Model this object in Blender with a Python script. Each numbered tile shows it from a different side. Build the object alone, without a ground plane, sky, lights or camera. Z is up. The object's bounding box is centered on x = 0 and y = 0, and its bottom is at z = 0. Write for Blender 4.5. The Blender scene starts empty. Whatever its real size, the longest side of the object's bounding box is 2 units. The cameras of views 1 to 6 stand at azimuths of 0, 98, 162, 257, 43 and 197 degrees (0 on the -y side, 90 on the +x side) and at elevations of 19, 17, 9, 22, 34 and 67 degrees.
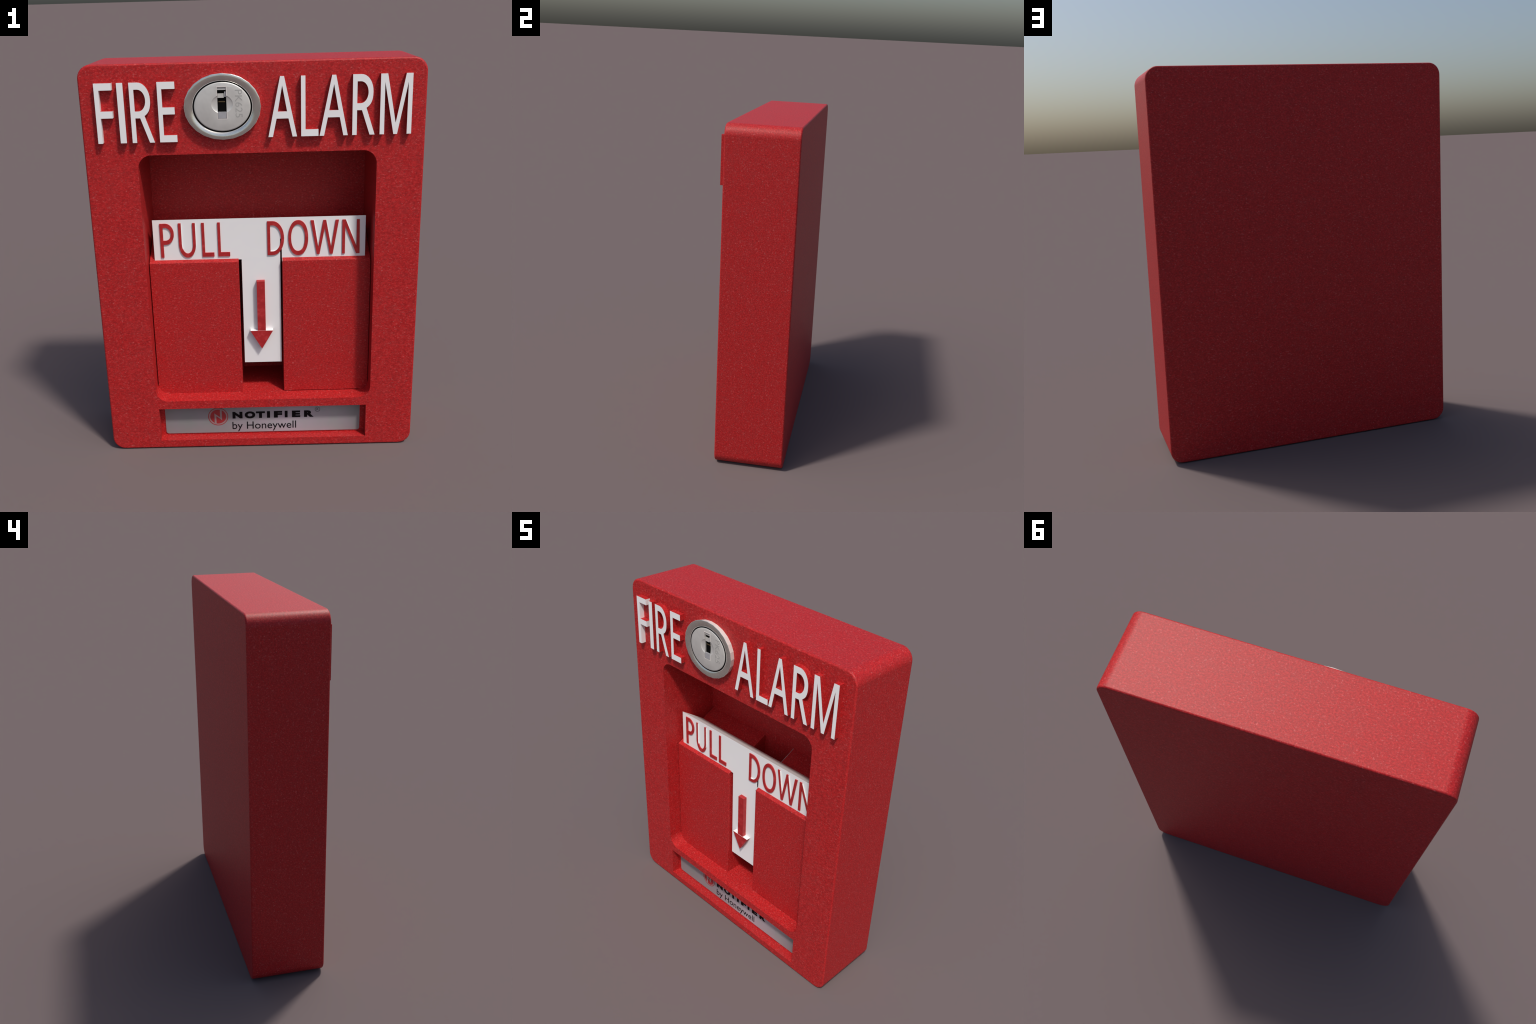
"""Wall-mounted fire alarm pull station: moulded red housing with a deep window,
two sloped red panels, a white T-shaped pull handle, an oval key lock, raised
lettering and a small printed nameplate.  Front faces -y, metres, z up."""
import bpy, bmesh, math
from mathutils import Matrix, Vector

# ------------------------------------------------------------------ sizes
HALF_W, HEIGHT, CORNER_R = 0.791, 2.0, 0.064
Y_FACE, Y_BACK, EDGE_R = -0.1886, 0.2180, 0.0095
WIN_X0, WIN_X1, WIN_Z0, WIN_Z1, WIN_R = -0.545, 0.571, 0.281, 1.5845, 0.064
Y_WALL, WALL_TILT = 0.1890, 0.014                # rear wall of the window, slightly askew
SLOT_X0, SLOT_X1, SLOT_Z0, SLOT_Z1, Y_SLOT = -0.535, 0.551, 0.047, 0.236, -0.1335
Y_LETTER = -0.2168                               # face of FIRE ALARM
Y_BAR, Y_SMALL = -0.083, -0.0887                 # handle face, PULL DOWN face
PANEL_FRONT, PANEL_TOP_F, PANEL_BACK, PANEL_TOP_B = -0.1035, 1.018, 0.2085, 1.175

# ------------------------------------------------------------------ node helper
def new_material(name):
    m = bpy.data.materials.new(name)
    m.use_nodes = True
    nt = m.node_tree
    nt.nodes.clear()
    out = nt.nodes.new('ShaderNodeOutputMaterial')
    bsdf = nt.nodes.new('ShaderNodeBsdfPrincipled')
    nt.links.new(bsdf.outputs[0], out.inputs[0])
    return m, nt, bsdf

def add(nt, kind, **kw):
    n = nt.nodes.new(kind)
    for k, v in kw.items():
        setattr(n, k, v)
    return n

def ramp(nt, fac, stops):
    r = add(nt, 'ShaderNodeValToRGB')
    els = r.color_ramp.elements
    while len(els) < len(stops):
        els.new(0.5)
    for e, (p, c) in zip(els, stops):
        e.position = p
        e.color = (c[0], c[1], c[2], 1) if isinstance(c, tuple) else (c, c, c, 1)
    nt.links.new(fac, r.inputs[0])
    return r.outputs[0]

def noise(nt, coord, scale, detail=2.0, rough=0.5):
    n = add(nt, 'ShaderNodeTexNoise')
    n.inputs['Scale'].default_value = scale
    n.inputs['Detail'].default_value = detail
    n.inputs['Roughness'].default_value = rough
    nt.links.new(coord, n.inputs['Vector'])
    return n.outputs['Fac']

def mix(nt, fac, a, b, mode='MIX'):
    n = add(nt, 'ShaderNodeMix', data_type='RGBA', blend_type=mode)
    if isinstance(fac, float):
        n.inputs[0].default_value = fac
    else:
        nt.links.new(fac, n.inputs[0])
    for s, v in ((6, a), (7, b)):
        if isinstance(v, tuple):
            n.inputs[s].default_value = (*v, 1)
        else:
            nt.links.new(v, n.inputs[s])
    return n.outputs[2]

def bump(nt, bsdf, height, strength, dist=0.002):
    b = add(nt, 'ShaderNodeBump')
    b.inputs['Strength'].default_value = strength
    b.inputs['Distance'].default_value = dist
    nt.links.new(height, b.inputs['Height'])
    nt.links.new(b.outputs[0], bsdf.inputs['Normal'])

def red_textured(name):
    """grainy powder-coated red: fine mottling plus sparse pale flecks"""
    m, nt, p = new_material(name)
    co = add(nt, 'ShaderNodeTexCoord').outputs['Object']
    squash = add(nt, 'ShaderNodeMapping')
    squash.inputs['Scale'].default_value = (0.8, 1.0, 1.2)
    nt.links.new(co, squash.inputs[0])
    co = squash.outputs[0]
    fine = noise(nt, co, 125, 3, 0.7)
    base = ramp(nt, fine, [(0.30, (0.270, 0.0095, 0.0115)), (0.50, (0.408, 0.0122, 0.0132)),
                           (0.68, (0.550, 0.0240, 0.0260))])
    patch = noise(nt, co, 24, 3, 0.6)
    base = mix(nt, ramp(nt, patch, [(0.42, 0.0), (0.72, 0.30)]), base, (0.33, 0.030, 0.030))
    speck = noise(nt, co, 118, 1.5, 0.55)            # pale flecks of irregular size
    tiny = noise(nt, co, 230, 1.0, 0.5)
    fleck = mix(nt, 1.0, ramp(nt, speck, [(0.60, 0.0), (0.76, 0.62)]), ramp(nt, tiny, [(0.62, 0.0), (0.78, 0.35)]), 'ADD')
    col = mix(nt, fleck, base, (0.56, 0.110, 0.105))
    nt.links.new(col, p.inputs['Base Color'])
    p.inputs['Roughness'].default_value = 0.5
    p.inputs['Specular IOR Level'].default_value = 0.30
    bump(nt, p, fine, 0.22)
    return m

def red_paint(name):
    """smoother, blotchy red of the small letters and the arrow"""
    m, nt, p = new_material(name)
    co = add(nt, 'ShaderNodeTexCoord').outputs['Object']
    col = ramp(nt, noise(nt, co, 42, 2), [(0.35, (0.36, 0.012, 0.014)), (0.58, (0.42, 0.017, 0.019)),
                                           (0.78, (0.52, 0.042, 0.046))])
    nt.links.new(col, p.inputs['Base Color'])
    p.inputs['Roughness'].default_value = 0.5
    return m

def plain(name, c, rough=0.5, metal=0.0, vary=0.03, scale=18, spec=0.5):
    m, nt, p = new_material(name)
    co = add(nt, 'ShaderNodeTexCoord').outputs['Object']
    lo = tuple(x * (1 - vary) for x in c)
    hi = tuple(min(1, x * (1 + vary)) for x in c)
    nt.links.new(ramp(nt, noise(nt, co, scale, 3), [(0.3, lo), (0.7, hi)]), p.inputs['Base Color'])
    p.inputs['Roughness'].default_value = rough
    p.inputs['Metallic'].default_value = metal
    p.inputs['Specular IOR Level'].default_value = spec
    return m

def nameplate_material():
    """dull silver film, a little paler and pinker towards the right"""
    m, nt, p = new_material('nameplate_film')
    tc = add(nt, 'ShaderNodeTexCoord')
    mp = add(nt, 'ShaderNodeMapping')
    mp.inputs['Location'].default_value = (0.5, 0, 0)
    nt.links.new(tc.outputs['Object'], mp.inputs[0])
    g = add(nt, 'ShaderNodeTexGradient')
    nt.links.new(mp.outputs[0], g.inputs[0])
    col = ramp(nt, g.outputs['Fac'], [(0.0, (0.245, 0.238, 0.240)), (0.30, (0.270, 0.250, 0.258)),
                                      (0.66, (0.430, 0.375, 0.410)), (0.9, (0.335, 0.305, 0.320)),
                                      (1.0, (0.235, 0.225, 0.230))])
    tint = ramp(nt, noise(nt, tc.outputs['Object'], 14, 2), [(0.3, (0.90, 0.97, 0.93)), (0.7, (1.0, 0.96, 1.0))])
    nt.links.new(mix(nt, 1.0, col, tint, 'MULTIPLY'), p.inputs['Base Color'])
    p.inputs['Roughness'].default_value = 0.45
    return m

RED = red_textured('red_powder_coat')
RED_SMALL = red_paint('red_letter_paint')
WHITE = plain('white_plastic', (0.835, 0.827, 0.827), 0.5, vary=0.012, scale=6)
METAL = plain('brushed_nickel', (0.62, 0.61, 0.58), 0.42, 0.35, vary=0.05, scale=30)
METAL_RIM = plain('polished_nickel', (0.72, 0.71, 0.655), 0.19, 0.9, vary=0.06, scale=22)
METAL_EDGE = plain('pale_zinc_edge', (0.66, 0.62, 0.59), 0.5, 0.0, vary=0.03)
METAL_DARK = plain('stamped_metal', (0.45, 0.445, 0.425), 0.45, 0.3, vary=0.05)
BLACK = plain('keyhole_black', (0.004, 0.004, 0.004), 0.8, vary=0.2, spec=0.05)  # shallow keyway floor and groove coloured black to give deep-recess darkness
BRASS = plain('tarnished_brass', (0.10, 0.07, 0.03), 0.5, 0.3)
TAB = plain('grey_shutter', (0.40, 0.40, 0.42), 0.45, 0.2, vary=0.06, scale=60)
INK = plain('black_ink', (0.006, 0.005, 0.006), 0.7, spec=0.1)
INK_GREY = plain('grey_ink', (0.10, 0.09, 0.10), 0.5)
LOGO_RED = plain('logo_red', (0.33, 0.022, 0.026), 0.5, vary=0.1, scale=40)
LOGO_PINK = plain('logo_pink', (0.30, 0.195, 0.195), 0.5, vary=0.05)
PLATE = nameplate_material()
PLATE_EDGE = plain('nameplate_edge', (0.42, 0.41, 0.41), 0.4)

# ------------------------------------------------------------------ object helper
root = bpy.data.objects.new('fire_alarm_pull_station', None)
bpy.context.scene.collection.objects.link(root)
root.empty_display_size = 0.2
root["label"] = "red wall fire alarm pull station with white T-shaped pull handle"
root["category"] = "fire alarm"

def link(name, mesh, parent, mats):
    o = bpy.data.objects.new(name, mesh)
    bpy.context.scene.collection.objects.link(o)
    for m in mats:
        mesh.materials.append(m)
    o.parent = parent
    return o

def smooth(mesh, angle=35):
    for p in mesh.polygons:
        p.use_smooth = True
    mesh.set_sharp_from_angle(angle=math.radians(angle))

def apply_modifiers(o):
    dg = bpy.context.evaluated_depsgraph_get()
    dg.update()
    me = bpy.data.meshes.new_from_object(o.evaluated_get(dg))
    old = o.data
    o.modifiers.clear()
    o.data = me
    bpy.data.meshes.remove(old)

def cut(o, cutter):
    b = o.modifiers.new('cut', 'BOOLEAN')
    b.operation, b.solver, b.object = 'DIFFERENCE', 'EXACT', cutter
    apply_modifiers(o)
    me = cutter.data
    bpy.data.objects.remove(cutter)
    bpy.data.meshes.remove(me)

def rounded_rect(x0, x1, z0, z1, r, n=10):
    pts = []
    for cx, cz, a0 in ((x1 - r, z1 - r, 0), (x0 + r, z1 - r, 90), (x0 + r, z0 + r, 180), (x1 - r, z0 + r, 270)):
        for i in range(n + 1):
            a = math.radians(a0 + 90 * i / n)
            pts.append((cx + r * math.cos(a), cz + r * math.sin(a)))
    return pts

def ellipse(cx, cz, rx, rz, n=48, power=2.0, a0=0.0):
    pts = []
    for i in range(n):
        a = 2 * math.pi * i / n + a0
        c, s = math.cos(a), math.sin(a)
        pts.append((cx + rx * math.copysign(abs(c) ** (2 / power), c),
                    cz + rz * math.copysign(abs(s) ** (2 / power), s)))
    return pts

def loft(loops, close_ends=True):
    """loops: list of (y, [(x, z)...]) with equal counts, front to back"""
    bm = bmesh.new()
    rings = [[bm.verts.new((x, y(x) if callable(y) else y, z)) for x, z in pts] for y, pts in loops]
    n = len(rings[0])
    for a, b in zip(rings, rings[1:]):
        for i in range(n):
            j = (i + 1) % n
            bm.faces.new((a[i], a[j], b[j], b[i]))
    if close_ends:
        bm.faces.new(rings[0])
        bm.faces.new(rings[-1][::-1])
    bmesh.ops.recalc_face_normals(bm, faces=bm.faces)
    me = bpy.data.meshes.new('loft')
    bm.to_mesh(me)
    bm.free()
    return me

def box(x0, x1, y0, y1, z0, z1, bevel=0.0):
    bm = bmesh.new()
    bmesh.ops.create_cube(bm, size=1, matrix=Matrix.Translation(((x0 + x1) / 2, (y0 + y1) / 2, (z0 + z1) / 2))
                          @ Matrix.Diagonal((x1 - x0, y1 - y0, z1 - z0, 1)))
    if bevel:
        bmesh.ops.bevel(bm, geom=bm.edges[:], offset=bevel, segments=2, affect='EDGES', profile=0.5)
    me = bpy.data.meshes.new('box')
    bm.to_mesh(me)
    bm.free()
    return me

def side_profile(profile, x0, x1, bevel=0.0):
    """extrude a (y, z) profile along x"""
    bm = bmesh.new()
    a = [bm.verts.new((x0, y, z)) for y, z in profile]
    b = [bm.verts.new((x1, y, z)) for y, z in profile]
    n = len(a)
    bm.faces.new(a)
    bm.faces.new(b[::-1])
    for i in range(n):
        j = (i + 1) % n
        bm.faces.new((a[j], a[i], b[i], b[j]))
    bmesh.ops.recalc_face_normals(bm, faces=bm.faces)
    if bevel:
        bmesh.ops.bevel(bm, geom=bm.edges[:], offset=bevel, segments=2, affect='EDGES', profile=0.5)
    me = bpy.data.meshes.new('profile')
    bm.to_mesh(me)
    bm.free()
    return me

STAND_UP = Matrix(((1, 0, 0, 0), (0, 0, -1, 0), (0, 1, 0, 0), (0, 0, 0, 1)))   # xy drawing -> xz plane, facing -y

def plate(outlines, y_front, y_back):
    """solid plate with holes from flat (x, z) outlines"""
    cu = bpy.data.curves.new('outline', 'CURVE')
    cu.dimensions, cu.fill_mode = '2D', 'BOTH'
    cu.extrude = abs(y_back - y_front) / 2
    for pts in outlines:
        sp = cu.splines.new('POLY')
        sp.points.add(len(pts) - 1)
        for q, (x, z) in zip(sp.points, pts):
            q.co = (x, z, 0, 1)
        sp.use_cyclic_u = True
    tmp = bpy.data.objects.new('outline', cu)
    bpy.context.scene.collection.objects.link(tmp)
    dg = bpy.context.evaluated_depsgraph_get()
    me = bpy.data.meshes.new_from_object(tmp.evaluated_get(dg))
    bpy.data.objects.remove(tmp)
    bpy.data.curves.remove(cu)
    me.transform(Matrix.Translation((0, (y_front + y_back) / 2, 0)) @ STAND_UP)
    me.materials.clear()
    bm = bmesh.new()
    bm.from_mesh(me)
    bmesh.ops.remove_doubles(bm, verts=bm.verts, dist=1e-6)
    bmesh.ops.recalc_face_normals(bm, faces=bm.faces)
    bm.to_mesh(me)
    bm.free()
    smooth(me, 28)
    return me

def text_mesh(body, x0, x1, z0, z1, y_front, y_back, weight=0.0, turn=0):
    """built-in font fitted to a box; turn rotates the line in quarter turns"""
    cu = bpy.data.curves.new('text', 'FONT')
    cu.body = body
    cu.offset = weight
    cu.resolution_u = 6
    cu.extrude = 0.1
    tmp = bpy.data.objects.new('text', cu)
    bpy.context.scene.collection.objects.link(tmp)
    dg = bpy.context.evaluated_depsgraph_get()
    me = bpy.data.meshes.new_from_object(tmp.evaluated_get(dg))
    bpy.data.objects.remove(tmp)
    bpy.data.curves.remove(cu)
    me.materials.clear()
    me.transform(Matrix.Rotation(turn * math.pi / 2, 4, 'Z'))
    xs = [v.co.x for v in me.vertices]
    ys = [v.co.y for v in me.vertices]
    sx = (x1 - x0) / (max(xs) - min(xs))
    sy = (z1 - z0) / (max(ys) - min(ys))
    sz = abs(y_back - y_front) / 0.2
    fit = (Matrix.Translation((x0, z0, 0)) @ Matrix.Diagonal((sx, sy, sz, 1))
           @ Matrix.Translation((-min(xs), -min(ys), 0)))
    me.transform(Matrix.Translation((0, (y_front + y_back) / 2, 0)) @ STAND_UP @ fit)
    return me

def bez(p0, p1, p2, p3, n=9):
    out = []
    for i in range(n + 1):
        t = i / n
        u = 1 - t
        out.append(tuple(u ** 3 * a + 3 * u * u * t * b + 3 * u * t * t * c + t ** 3 * d
                         for a, b, c, d in zip(p0, p1, p2, p3)))
    return out

def turn_arc(p, q, first='h', k=0.56):
    """quarter round from p to q leaving horizontally ('h') or vertically ('v')"""
    dx, dz = q[0] - p[0], q[1] - p[1]
    if first == 'h':
        return bez(p, (p[0] + k * dx, p[1]), (q[0], q[1] - k * dz), q)
    return bez(p, (p[0], p[1] + k * dz), (q[0] - k * dx, q[1]), q)

# ------------------------------------------------------------------ housing
def build_housing():
    loops = []
    steps = 4
    for i in range(steps + 1):
        a = math.pi / 2 * i / steps
        ins = EDGE_R * (1 - math.sin(a))
        loops.append((Y_FACE + EDGE_R * (1 - math.cos(a)), ins))
    for i in range(steps + 1):
        a = math.pi / 2 * i / steps
        ins = EDGE_R * (1 - math.cos(a))
        loops.append((Y_BACK - EDGE_R * (1 - math.sin(a)), ins))
    me = loft([(y, rounded_rect(-HALF_W + s, HALF_W - s, s, HEIGHT - s, CORNER_R - s, 12)) for y, s in loops])
    o = link('housing', me, root, [RED])
    window = link('window_cutter', loft([(y, rounded_rect(WIN_X0, WIN_X1, WIN_Z0, WIN_Z1, WIN_R, 12))
                                         for y in (-0.3, lambda x: Y_WALL + WALL_TILT * x)]), None, [RED])
    cut(o, window)
    slot = link('slot_cutter', box(SLOT_X0, SLOT_X1, -0.3, Y_SLOT, SLOT_Z0, SLOT_Z1), None, [RED])
    cut(o, slot)
    smooth(o.data, 32)
    w = o.modifiers.new('weighted', 'WEIGHTED_NORMAL')
    w.keep_sharp = True
    apply_modifiers(o)
    return o

housing = build_housing()

# two red panels with sloping tops, a channel between them
PANEL = lambda z_bottom: [(PANEL_FRONT, z_bottom), (PANEL_FRONT, PANEL_TOP_F), (PANEL_BACK, PANEL_TOP_B),
                          (PANEL_BACK, z_bottom)]
link('front_panel', side_profile(PANEL(0.268), -0.5405, -0.093, 0.0015), root, [RED])
link('panel_edge_trim', side_profile([(PANEL_FRONT - 0.0005, PANEL_TOP_F - 0.004), (PANEL_FRONT - 0.0005, PANEL_TOP_F + 0.0006),
                                      (PANEL_BACK, PANEL_TOP_B + 0.0006), (PANEL_BACK, PANEL_TOP_B - 0.004)], 0.1248, 0.1268), root, [METAL_DARK])
link('front_panel', side_profile(PANEL(0.2845), 0.126, 0.5685, 0.0015), root, [RED])

# ------------------------------------------------------------------ white T handle
handle = link('pull_handle', side_profile(
    [(Y_BAR, 1.0235), (Y_BAR, 1.239), (0.070, 1.137), (0.062, 1.125), (0.030, 1.075)], -0.515, 0.542), root, [WHITE, BLACK])
gap = link('gap_cutter', box(0.1165, 0.1245, -0.2, -0.03, 0.9, 1.128), None, [WHITE, BLACK])
for p in gap.data.polygons:
    p.material_index = 1
cut(handle, gap)
link('handle_stem', box(-0.078, 0.1165, Y_BAR + 0.0002, -0.01, 0.446, 1.131), handle, [WHITE])

# ------------------------------------------------------------------ drawn letters
def paint_sides(mesh, rule):
    """face material 0 = letter face, 1 = sides, chosen per face by direction"""
    for p in mesh.polygons:
        p.material_index = 0 if p.normal.y < -0.7 else rule(p.normal, p.center)

def letter(parent, outlines, y_front, y_back, mats, rule):
    me = plate(outlines, y_front, y_back)
    paint_sides(me, rule)
    return link('raised_letter', me, parent, mats)

def glyph_F(x0, x1, z0, z1, stem, bar, mid):
    return [[(x0, z0), (x0, z1), (x1, z1), (x1, z1 - bar), (x0 + stem, z1 - bar), (x0 + stem, mid),
             (x1 - 0.003, mid), (x1 - 0.003, mid - bar), (x0 + stem, mid - bar), (x0 + stem, z0)]]

def glyph_E(x0, x1, z0, z1, stem, bar, mid):
    return [[(x0, z0), (x0, z1), (x1, z1), (x1, z1 - bar), (x0 + stem, z1 - bar), (x0 + stem, mid),
             (x1 - 0.005, mid), (x1 - 0.005, mid - bar), (x0 + stem, mid - bar), (x0 + stem, z0 + bar),
             (x1, z0 + bar), (x1, z0)]]

def glyph_L(x0, x1, z0, z1, stem, bar):
    return [[(x0, z0), (x0, z1), (x0 + stem, z1), (x0 + stem, z0 + bar), (x1, z0 + bar), (x1, z0)]]

def glyph_A(x0, x1, z0, z1):
    c = (x0 + x1) / 2
    return [[(x0, z0), (c - 0.009, z1), (c + 0.009, z1), (x1, z0), (x1 - 0.0205, z0), (c + 0.027, z0 + 0.083),
             (c - 0.027, z0 + 0.083), (x0 + 0.0205, z0)],
            [(c, z0 + 0.231), (c + 0.021, z0 + 0.115), (c - 0.021, z0 + 0.115)]]

def glyph_R(x0, z0, z1):
    bowl_r, top = x0 + 0.0925, z1
    cz = z1 - 0.078
    out = [(x0, z0), (x0, z1)]
    out += turn_arc((x0 + 0.038, z1), (bowl_r, cz), 'h')
    out += bez((bowl_r, cz), (bowl_r, cz - 0.04), (x0 + 0.083, cz - 0.058), (x0 + 0.063, z0 + 0.122), 8)[1:]
    out += [(x0 + 0.1025, z0), (x0 + 0.0795, z0), (x0 + 0.0425, z0 + 0.112), (x0 + 0.0205, z0 + 0.112), (x0 + 0.0205, z0)]
    hole = [(x0 + 0.0205, z1 - 0.0315)]
    hole += turn_arc((x0 + 0.036, z1 - 0.0315), (x0 + 0.0705, cz - 0.002), 'h')
    hole += turn_arc((x0 + 0.0705, cz - 0.002), (x0 + 0.036, z0 + 0.143), 'v')[1:]
    hole += [(x0 + 0.0205, z0 + 0.143)]
    return [out, hole]

def glyph_M(x0, x1, z0, z1):
    c = (x0 + x1) / 2
    return [[(x0, z0), (x0, z1), (x0 + 0.031, z1), (c, z0 + 0.051), (x1 - 0.030, z1), (x1, z1), (x1, z0),
             (x1 - 0.0205, z0), (x1 - 0.0195, z1 - 0.038), (c + 0.008, z0), (c - 0.009, z0), (x0 + 0.0195, z1 - 0.036),
             (x0 + 0.0205, z0)]]

plain_sides = lambda n, c: 1
white_right = lambda n, c: 0 if n.x > 0.5 or n.z < -0.5 else 1
BIG = [WHITE, RED]
Z0, Z1 = 1.649, 1.9205
for g, rule in ((glyph_F(-0.714, -0.635, Z0, Z1, 0.021, 0.032, 1.7955), white_right),
                ([[(-0.611, Z0), (-0.611, Z1), (-0.5825, Z1), (-0.5825, Z0)]], plain_sides),
                (glyph_R(-0.556, Z0, Z1), plain_sides),
                (glyph_E(-0.430, -0.350, Z0, Z1, 0.020, 0.032, 1.807), plain_sides)):
    letter(housing, g, Y_LETTER, Y_FACE + 0.003, BIG, rule)
Z0, Z1 = 1.661, 1.9325
for g in (glyph_A(0.067, 0.198, Z0, Z1), glyph_L(0.217, 0.296, Z0, Z1, 0.020, 0.0315),
          glyph_A(0.301, 0.430, Z0, Z1), glyph_R(0.450, Z0, Z1), glyph_M(0.575, 0.719, Z0, Z1)):
    letter(housing, g, Y_LETTER, Y_FACE + 0.003, BIG, plain_sides)

# PULL DOWN on the handle
SMALL = [RED_SMALL, WHITE]
red_sides = lambda n, c: 0
Z0, Z1 = 1.044, 1.2205
def glyph_P():
    x0 = -0.480
    out = [(x0, Z0), (x0, Z1)] + turn_arc((x0 + 0.027, Z1), (x0 + 0.069, 1.166), 'h')
    out += turn_arc((x0 + 0.069, 1.166), (x0 + 0.027, 1.1115), 'v')[1:] + [(x0 + 0.015, 1.1115), (x0 + 0.015, Z0)]
    hole = [(x0 + 0.015, 1.200)] + turn_arc((x0 + 0.026, 1.200), (x0 + 0.0535, 1.166), 'h')
    hole += turn_arc((x0 + 0.0535, 1.166), (x0 + 0.026, 1.132), 'v')[1:] + [(x0 + 0.015, 1.132)]
    return [out, hole]

def glyph_U():
    x0, x1, t = -0.388, -0.3035, 0.0145
    c = (x0 + x1) / 2
    out = [(x0, Z1), (x0 + t, Z1)]
    out += turn_arc((x0 + t, 1.112), (c, 1.0625), 'v') + turn_arc((c, 1.0625), (x1 - t, 1.112), 'h')[1:]
    out += [(x1 - t, Z1), (x1, Z1)]
    out += turn_arc((x1, 1.112), (c, 1.0415), 'v') + turn_arc((c, 1.0415), (x0, 1.112), 'h')[1:]
    return [out]

def glyph_D():
    x0 = 0.0535
    cz = 1.1325
    out = [(x0, Z0), (x0, Z1)] + turn_arc((x0 + 0.026, Z1), (x0 + 0.0835, cz), 'h')
    out += turn_arc((x0 + 0.0835, cz), (x0 + 0.026, Z0), 'v')[1:]
    hole = [(x0 + 0.0145, 1.200)] + turn_arc((x0 + 0.026, 1.200), (x0 + 0.068, cz), 'h')
    hole += turn_arc((x0 + 0.068, cz), (x0 + 0.026, 1.064), 'v')[1:] + [(x0 + 0.0145, 1.064)]
    return [out, hole]

def glyph_W():
    return [[(0.269, Z1), (0.285, Z1), (0.3075, 1.080), (0.332, Z1), (0.3465, Z1), (0.372, 1.080), (0.393, Z1), (0.409, Z1),
             (0.3795, Z0), (0.365, Z0), (0.3395, 1.182), (0.3135, Z0), (0.300, Z0)]]

def glyph_N():
    return [[(0.4265, Z0), (0.4265, Z1), (0.4435, Z1), (0.498, 1.082), (0.498, Z1), (0.512, Z1), (0.514, Z0),
             (0.4965, Z0), (0.4405, 1.188), (0.4405, Z0)]]

inner_white = lambda n, c: 1 if n.x > 0.6 and c.z > 1.09 else 0
facing_up_right = lambda n, c: 1 if n.x > 0.3 and n.z > 0.02 and c.z > 1.05 else 0
floor_white = lambda n, c: 1 if n.z > 0.25 and c.z < 1.1 else 0
for g, rule in ((glyph_P(), red_sides), (glyph_U(), inner_white),
                (glyph_L(-0.273, -0.2135, Z0, Z1, 0.014, 0.0205), red_sides),
                (glyph_L(-0.1935, -0.1345, Z0, Z1, 0.0135, 0.021), red_sides),
                (glyph_D(), floor_white),
                ([ellipse(0.2075, 1.132, 0.0495, 0.091, 40, 2.15), ellipse(0.2065, 1.132, 0.0345, 0.070, 40, 2.15)], red_sides),
                (glyph_W(), facing_up_right), (glyph_N(), facing_up_right)):
    letter(handle, g, Y_SMALL, Y_BAR + 0.002, SMALL, rule)

# downward arrow on the stem: red face, pale ledges on the head
arrow = plate([[(-0.0055, 0.636), (-0.0055, 0.911), (0.036, 0.911), (0.036, 0.636)]], -0.1075, Y_BAR)
link('arrow', arrow, handle, [RED_SMALL])
head = plate([[(-0.044, 0.6385), (0.0735, 0.6385), (0.0145, 0.536)]], -0.1085, Y_BAR)
paint_sides(head, lambda n, c: 1 if n.z > 0.7 else 0)
link('arrow_head', head, handle, SMALL)

# ------------------------------------------------------------------ oval key lock
LX, LZ = -0.139, 1.803
SQ = 0.855                                       # the lock is squashed in height
def oval(r, n=96, a0=0.0):
    return ellipse(LX, LZ, r, r * SQ, n, 2.0, a0)

def resample_faceted(r, sides=24, per=4):
    """faceted outer edge: straight chords between the corners of a 24-gon"""
    cs = ellipse(LX, LZ, r, r * SQ, sides)
    pts = []
    for i in range(sides):
        (xa, za), (xb, zb) = cs[i], cs[(i + 1) % sides]
        for k in range(per):
            t = k / per
            pts.append((xa + t * (xb - xa), za + t * (zb - za)))
    return pts

def ring_surface(loops):
    bm = bmesh.new()
    rings = [[bm.verts.new((x, y, z)) for x, z in pts] for y, pts in loops]
    n = len(rings[0])
    for a, b in zip(rings, rings[1:]):
        for i in range(n):
            j = (i + 1) % n
            bm.faces.new((a[i], a[j], b[j], b[i]))
    me = bpy.data.meshes.new('rings')
    bm.to_mesh(me)
    bm.free()
    return me

def facing_out(me):
    bm = bmesh.new()
    bm.from_mesh(me)
    bmesh.ops.recalc_face_normals(bm, faces=bm.faces)
    bm.to_mesh(me)
    bm.free()
    return me

body_loops = [(Y_FACE + 0.004, resample_faceted(0.168)), (-0.2160, resample_faceted(0.1743)),
              (-0.2120, oval(0.1345)), (-0.1985, oval(0.1345))]
bm_body = ring_surface(body_loops)
bm = bmesh.new()
bm.from_mesh(bm_body)
bmesh.ops.holes_fill(bm, edges=[e for e in bm.edges if e.is_boundary], sides=0)
bmesh.ops.recalc_face_normals(bm, faces=bm.faces)
bm.to_mesh(bm_body)
bm.free()
lock_body = link('key_lock', bm_body, root, [METAL_EDGE, BLACK])
for p in bm_body.polygons:
    p.material_index = 1 if (p.center.y > -0.2105 and ((p.center.x - LX) ** 2 + ((p.center.z - LZ) / SQ) ** 2) ** 0.5 < 0.15) else 0
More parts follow.
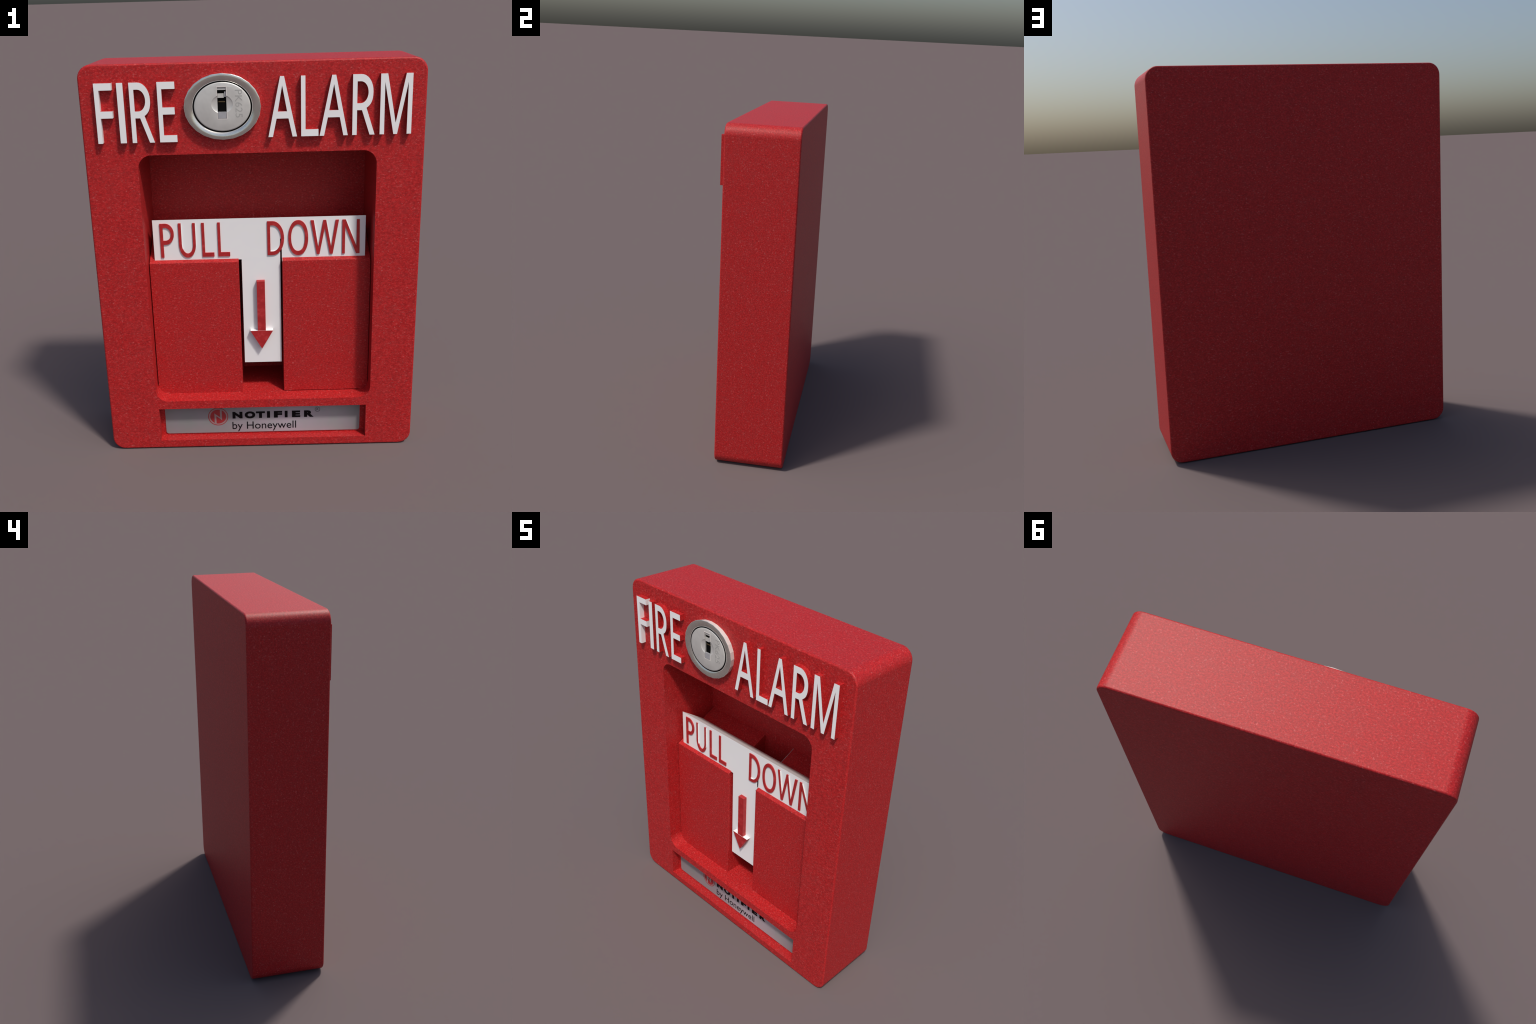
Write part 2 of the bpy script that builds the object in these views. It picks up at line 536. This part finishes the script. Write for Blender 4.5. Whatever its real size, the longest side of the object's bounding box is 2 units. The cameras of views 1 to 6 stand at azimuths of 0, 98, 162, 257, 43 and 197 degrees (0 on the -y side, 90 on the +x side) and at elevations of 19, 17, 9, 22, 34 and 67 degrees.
# domed bezel between the outer edge and the groove
prof = [(0.174, -0.2158), (0.1734, -0.2164), (0.1715, -0.2170), (0.167, -0.2175), (0.162, -0.2180), (0.157, -0.2179),
        (0.151, -0.2171), (0.145, -0.2155), (0.140, -0.2136), (0.1365, -0.2118), (0.1352, -0.2125), (0.1345, -0.2090)]
bez_loops = [(y, resample_faceted(r) if r > 0.17 else oval(r)) for r, y in prof]
rim = link('lock_bezel', facing_out(ring_surface(bez_loops[::-1])), lock_body, [METAL_RIM])
if sum(p.normal.y * p.area for p in rim.data.polygons) > 0:
    rim.data.flip_normals()
smooth(rim.data, 60)
groove = link('lock_groove', plate([oval(0.1355), oval(0.120)], -0.2128, -0.2080), lock_body, [BLACK])
# turning cylinder: disc with a keyway and a shallow round dish
disc = link('lock_cylinder', loft([(-0.2160, oval(0.1225)), (-0.2152, oval(0.1258)), (-0.2136, oval(0.1282)), (-0.1990, oval(0.1285))]),
            lock_body, [METAL, METAL_DARK, BLACK])
bm = bmesh.new()
bmesh.ops.create_uvsphere(bm, u_segments=48, v_segments=32, radius=1,
                          matrix=Matrix.Translation((-0.1400, -0.2175, 1.8150)) @ Matrix.Diagonal((0.050, 0.0075, 0.042, 1)))
dish_mesh = bpy.data.meshes.new('dish')
bm.to_mesh(dish_mesh)
bm.free()
cut(disc, link('dish_cutter', dish_mesh, None, [METAL]))
keyway = link('keyway_cutter', box(-0.1605, -0.1200, -0.3, -0.2045, 1.7500, 1.8910), None, [METAL, METAL_DARK, BLACK])
for p in keyway.data.polygons:
    p.material_index = 2 if p.normal.y > 0.5 else 1
cut(disc, keyway)
smooth(disc.data, 30)
for z_in, z_out, z_end in ((1.8910, 1.8945, 1.8520), (1.7500, 1.7465, 1.7760)):   # pale frame round both slot ends
    link('keyway_lip', plate([[(-0.1640, z_end), (-0.1640, z_out), (-0.1165, z_out), (-0.1165, z_end), (-0.1200, z_end),
                               (-0.1200, z_in), (-0.1605, z_in), (-0.1605, z_end)]], -0.2167, -0.2150), lock_body, [METAL_EDGE])
link('keyway_shutter', box(-0.1595, -0.1210, -0.2145, -0.2040, 1.7510, 1.7800), lock_body, [TAB])
link('lock_wafer', box(-0.1595, -0.1310, -0.2110, -0.2040, 1.8430, 1.8620), lock_body, [METAL])
link('lock_wafer', box(-0.1600, -0.1210, -0.2125, -0.2040, 1.8780, 1.8890), lock_body, [METAL])
link('lock_wafer', box(-0.1285, -0.1210, -0.2120, -0.2040, 1.8470, 1.8700), lock_body, [TAB])
link('lock_wafer', box(-0.1560, -0.1260, -0.2058, -0.2040, 1.8230, 1.8275), lock_body, [BRASS])
code = link('stamped_code', text_mesh('PK625', -0.0800, -0.0480, 1.754, 1.878, -0.2165, -0.2140, turn=3), lock_body, [METAL_DARK])
code["kind"] = "stuff"

# ------------------------------------------------------------------ printed nameplate
Y_PLATE = -0.1385
pl = loft([(Y_PLATE, rounded_rect(-0.5095, 0.5235, 0.0575, 0.2235, 0.012, 5)),
           (Y_PLATE + 0.0015, rounded_rect(-0.512, 0.526, 0.055, 0.226, 0.014, 5)),
           (Y_SLOT + 0.001, rounded_rect(-0.512, 0.526, 0.055, 0.226, 0.014, 5))])
nameplate = link('nameplate', pl, root, [PLATE, PLATE_EDGE])
for p in pl.polygons:
    p.material_index = 0 if p.normal.y < -0.95 else 1
PRINT = (Y_PLATE - 0.0008, Y_PLATE + 0.0005)
for ch, x0, x1 in (('N', -0.153, -0.0995), ('O', -0.0875, -0.0310), ('T', -0.0270, 0.0210), ('I', 0.0315, 0.0480),
                   ('F', 0.0685, 0.1130), ('I', 0.1265, 0.1420), ('E', 0.1650, 0.2095), ('R', 0.2295, 0.2810)):
    e = 0.0012 if ch == 'O' else 0
    link('printed_letter', text_mesh(ch, x0, x1, 0.1405 - e, 0.1805 + e, *PRINT, weight=0.0 if ch == 'I' else 0.07),
         nameplate, [INK])
small = link('printed_line', text_mesh('by Honeywell', -0.155, 0.187, 0.0615, 0.1195, *PRINT, weight=0.0), nameplate, [INK])
small["kind"] = "stuff"
mark = link('registered_mark', plate([ellipse(0.3015, 0.1855, 0.0140, 0.0145, 32), ellipse(0.3015, 0.1855, 0.0118, 0.0122, 32)], *PRINT),
            nameplate, [INK_GREY])
link('registered_letter', text_mesh('R', 0.2965, 0.3075, 0.1790, 0.1925, *PRINT), mark, [INK_GREY])
BX, BZ = -0.2295, 0.1545
badge = link('logo_badge', plate([ellipse(BX, BZ, 0.0535, 0.0535, 56), ellipse(BX, BZ, 0.0500, 0.0500, 56)], *PRINT), nameplate, [LOGO_RED])
link('logo_ring', plate([ellipse(BX, BZ, 0.0500, 0.0500, 56), ellipse(BX, BZ, 0.0425, 0.0425, 56)], PRINT[0] + 0.0003, PRINT[1]),
     badge, [LOGO_PINK])
link('logo_disc', plate([ellipse(BX, BZ, 0.0425, 0.0425, 56)], *PRINT), badge, [LOGO_RED])
link('logo_zigzag', plate([[(BX - 0.020, BZ - 0.042), (BX - 0.020, BZ + 0.020), (BX + 0.010, BZ - 0.004), (BX + 0.010, BZ + 0.044),
                            (BX + 0.020, BZ + 0.040), (BX + 0.020, BZ - 0.022), (BX - 0.010, BZ + 0.003), (BX - 0.010, BZ - 0.046)]],
                          PRINT[0] - 0.0006, PRINT[1]), badge, [LOGO_PINK])
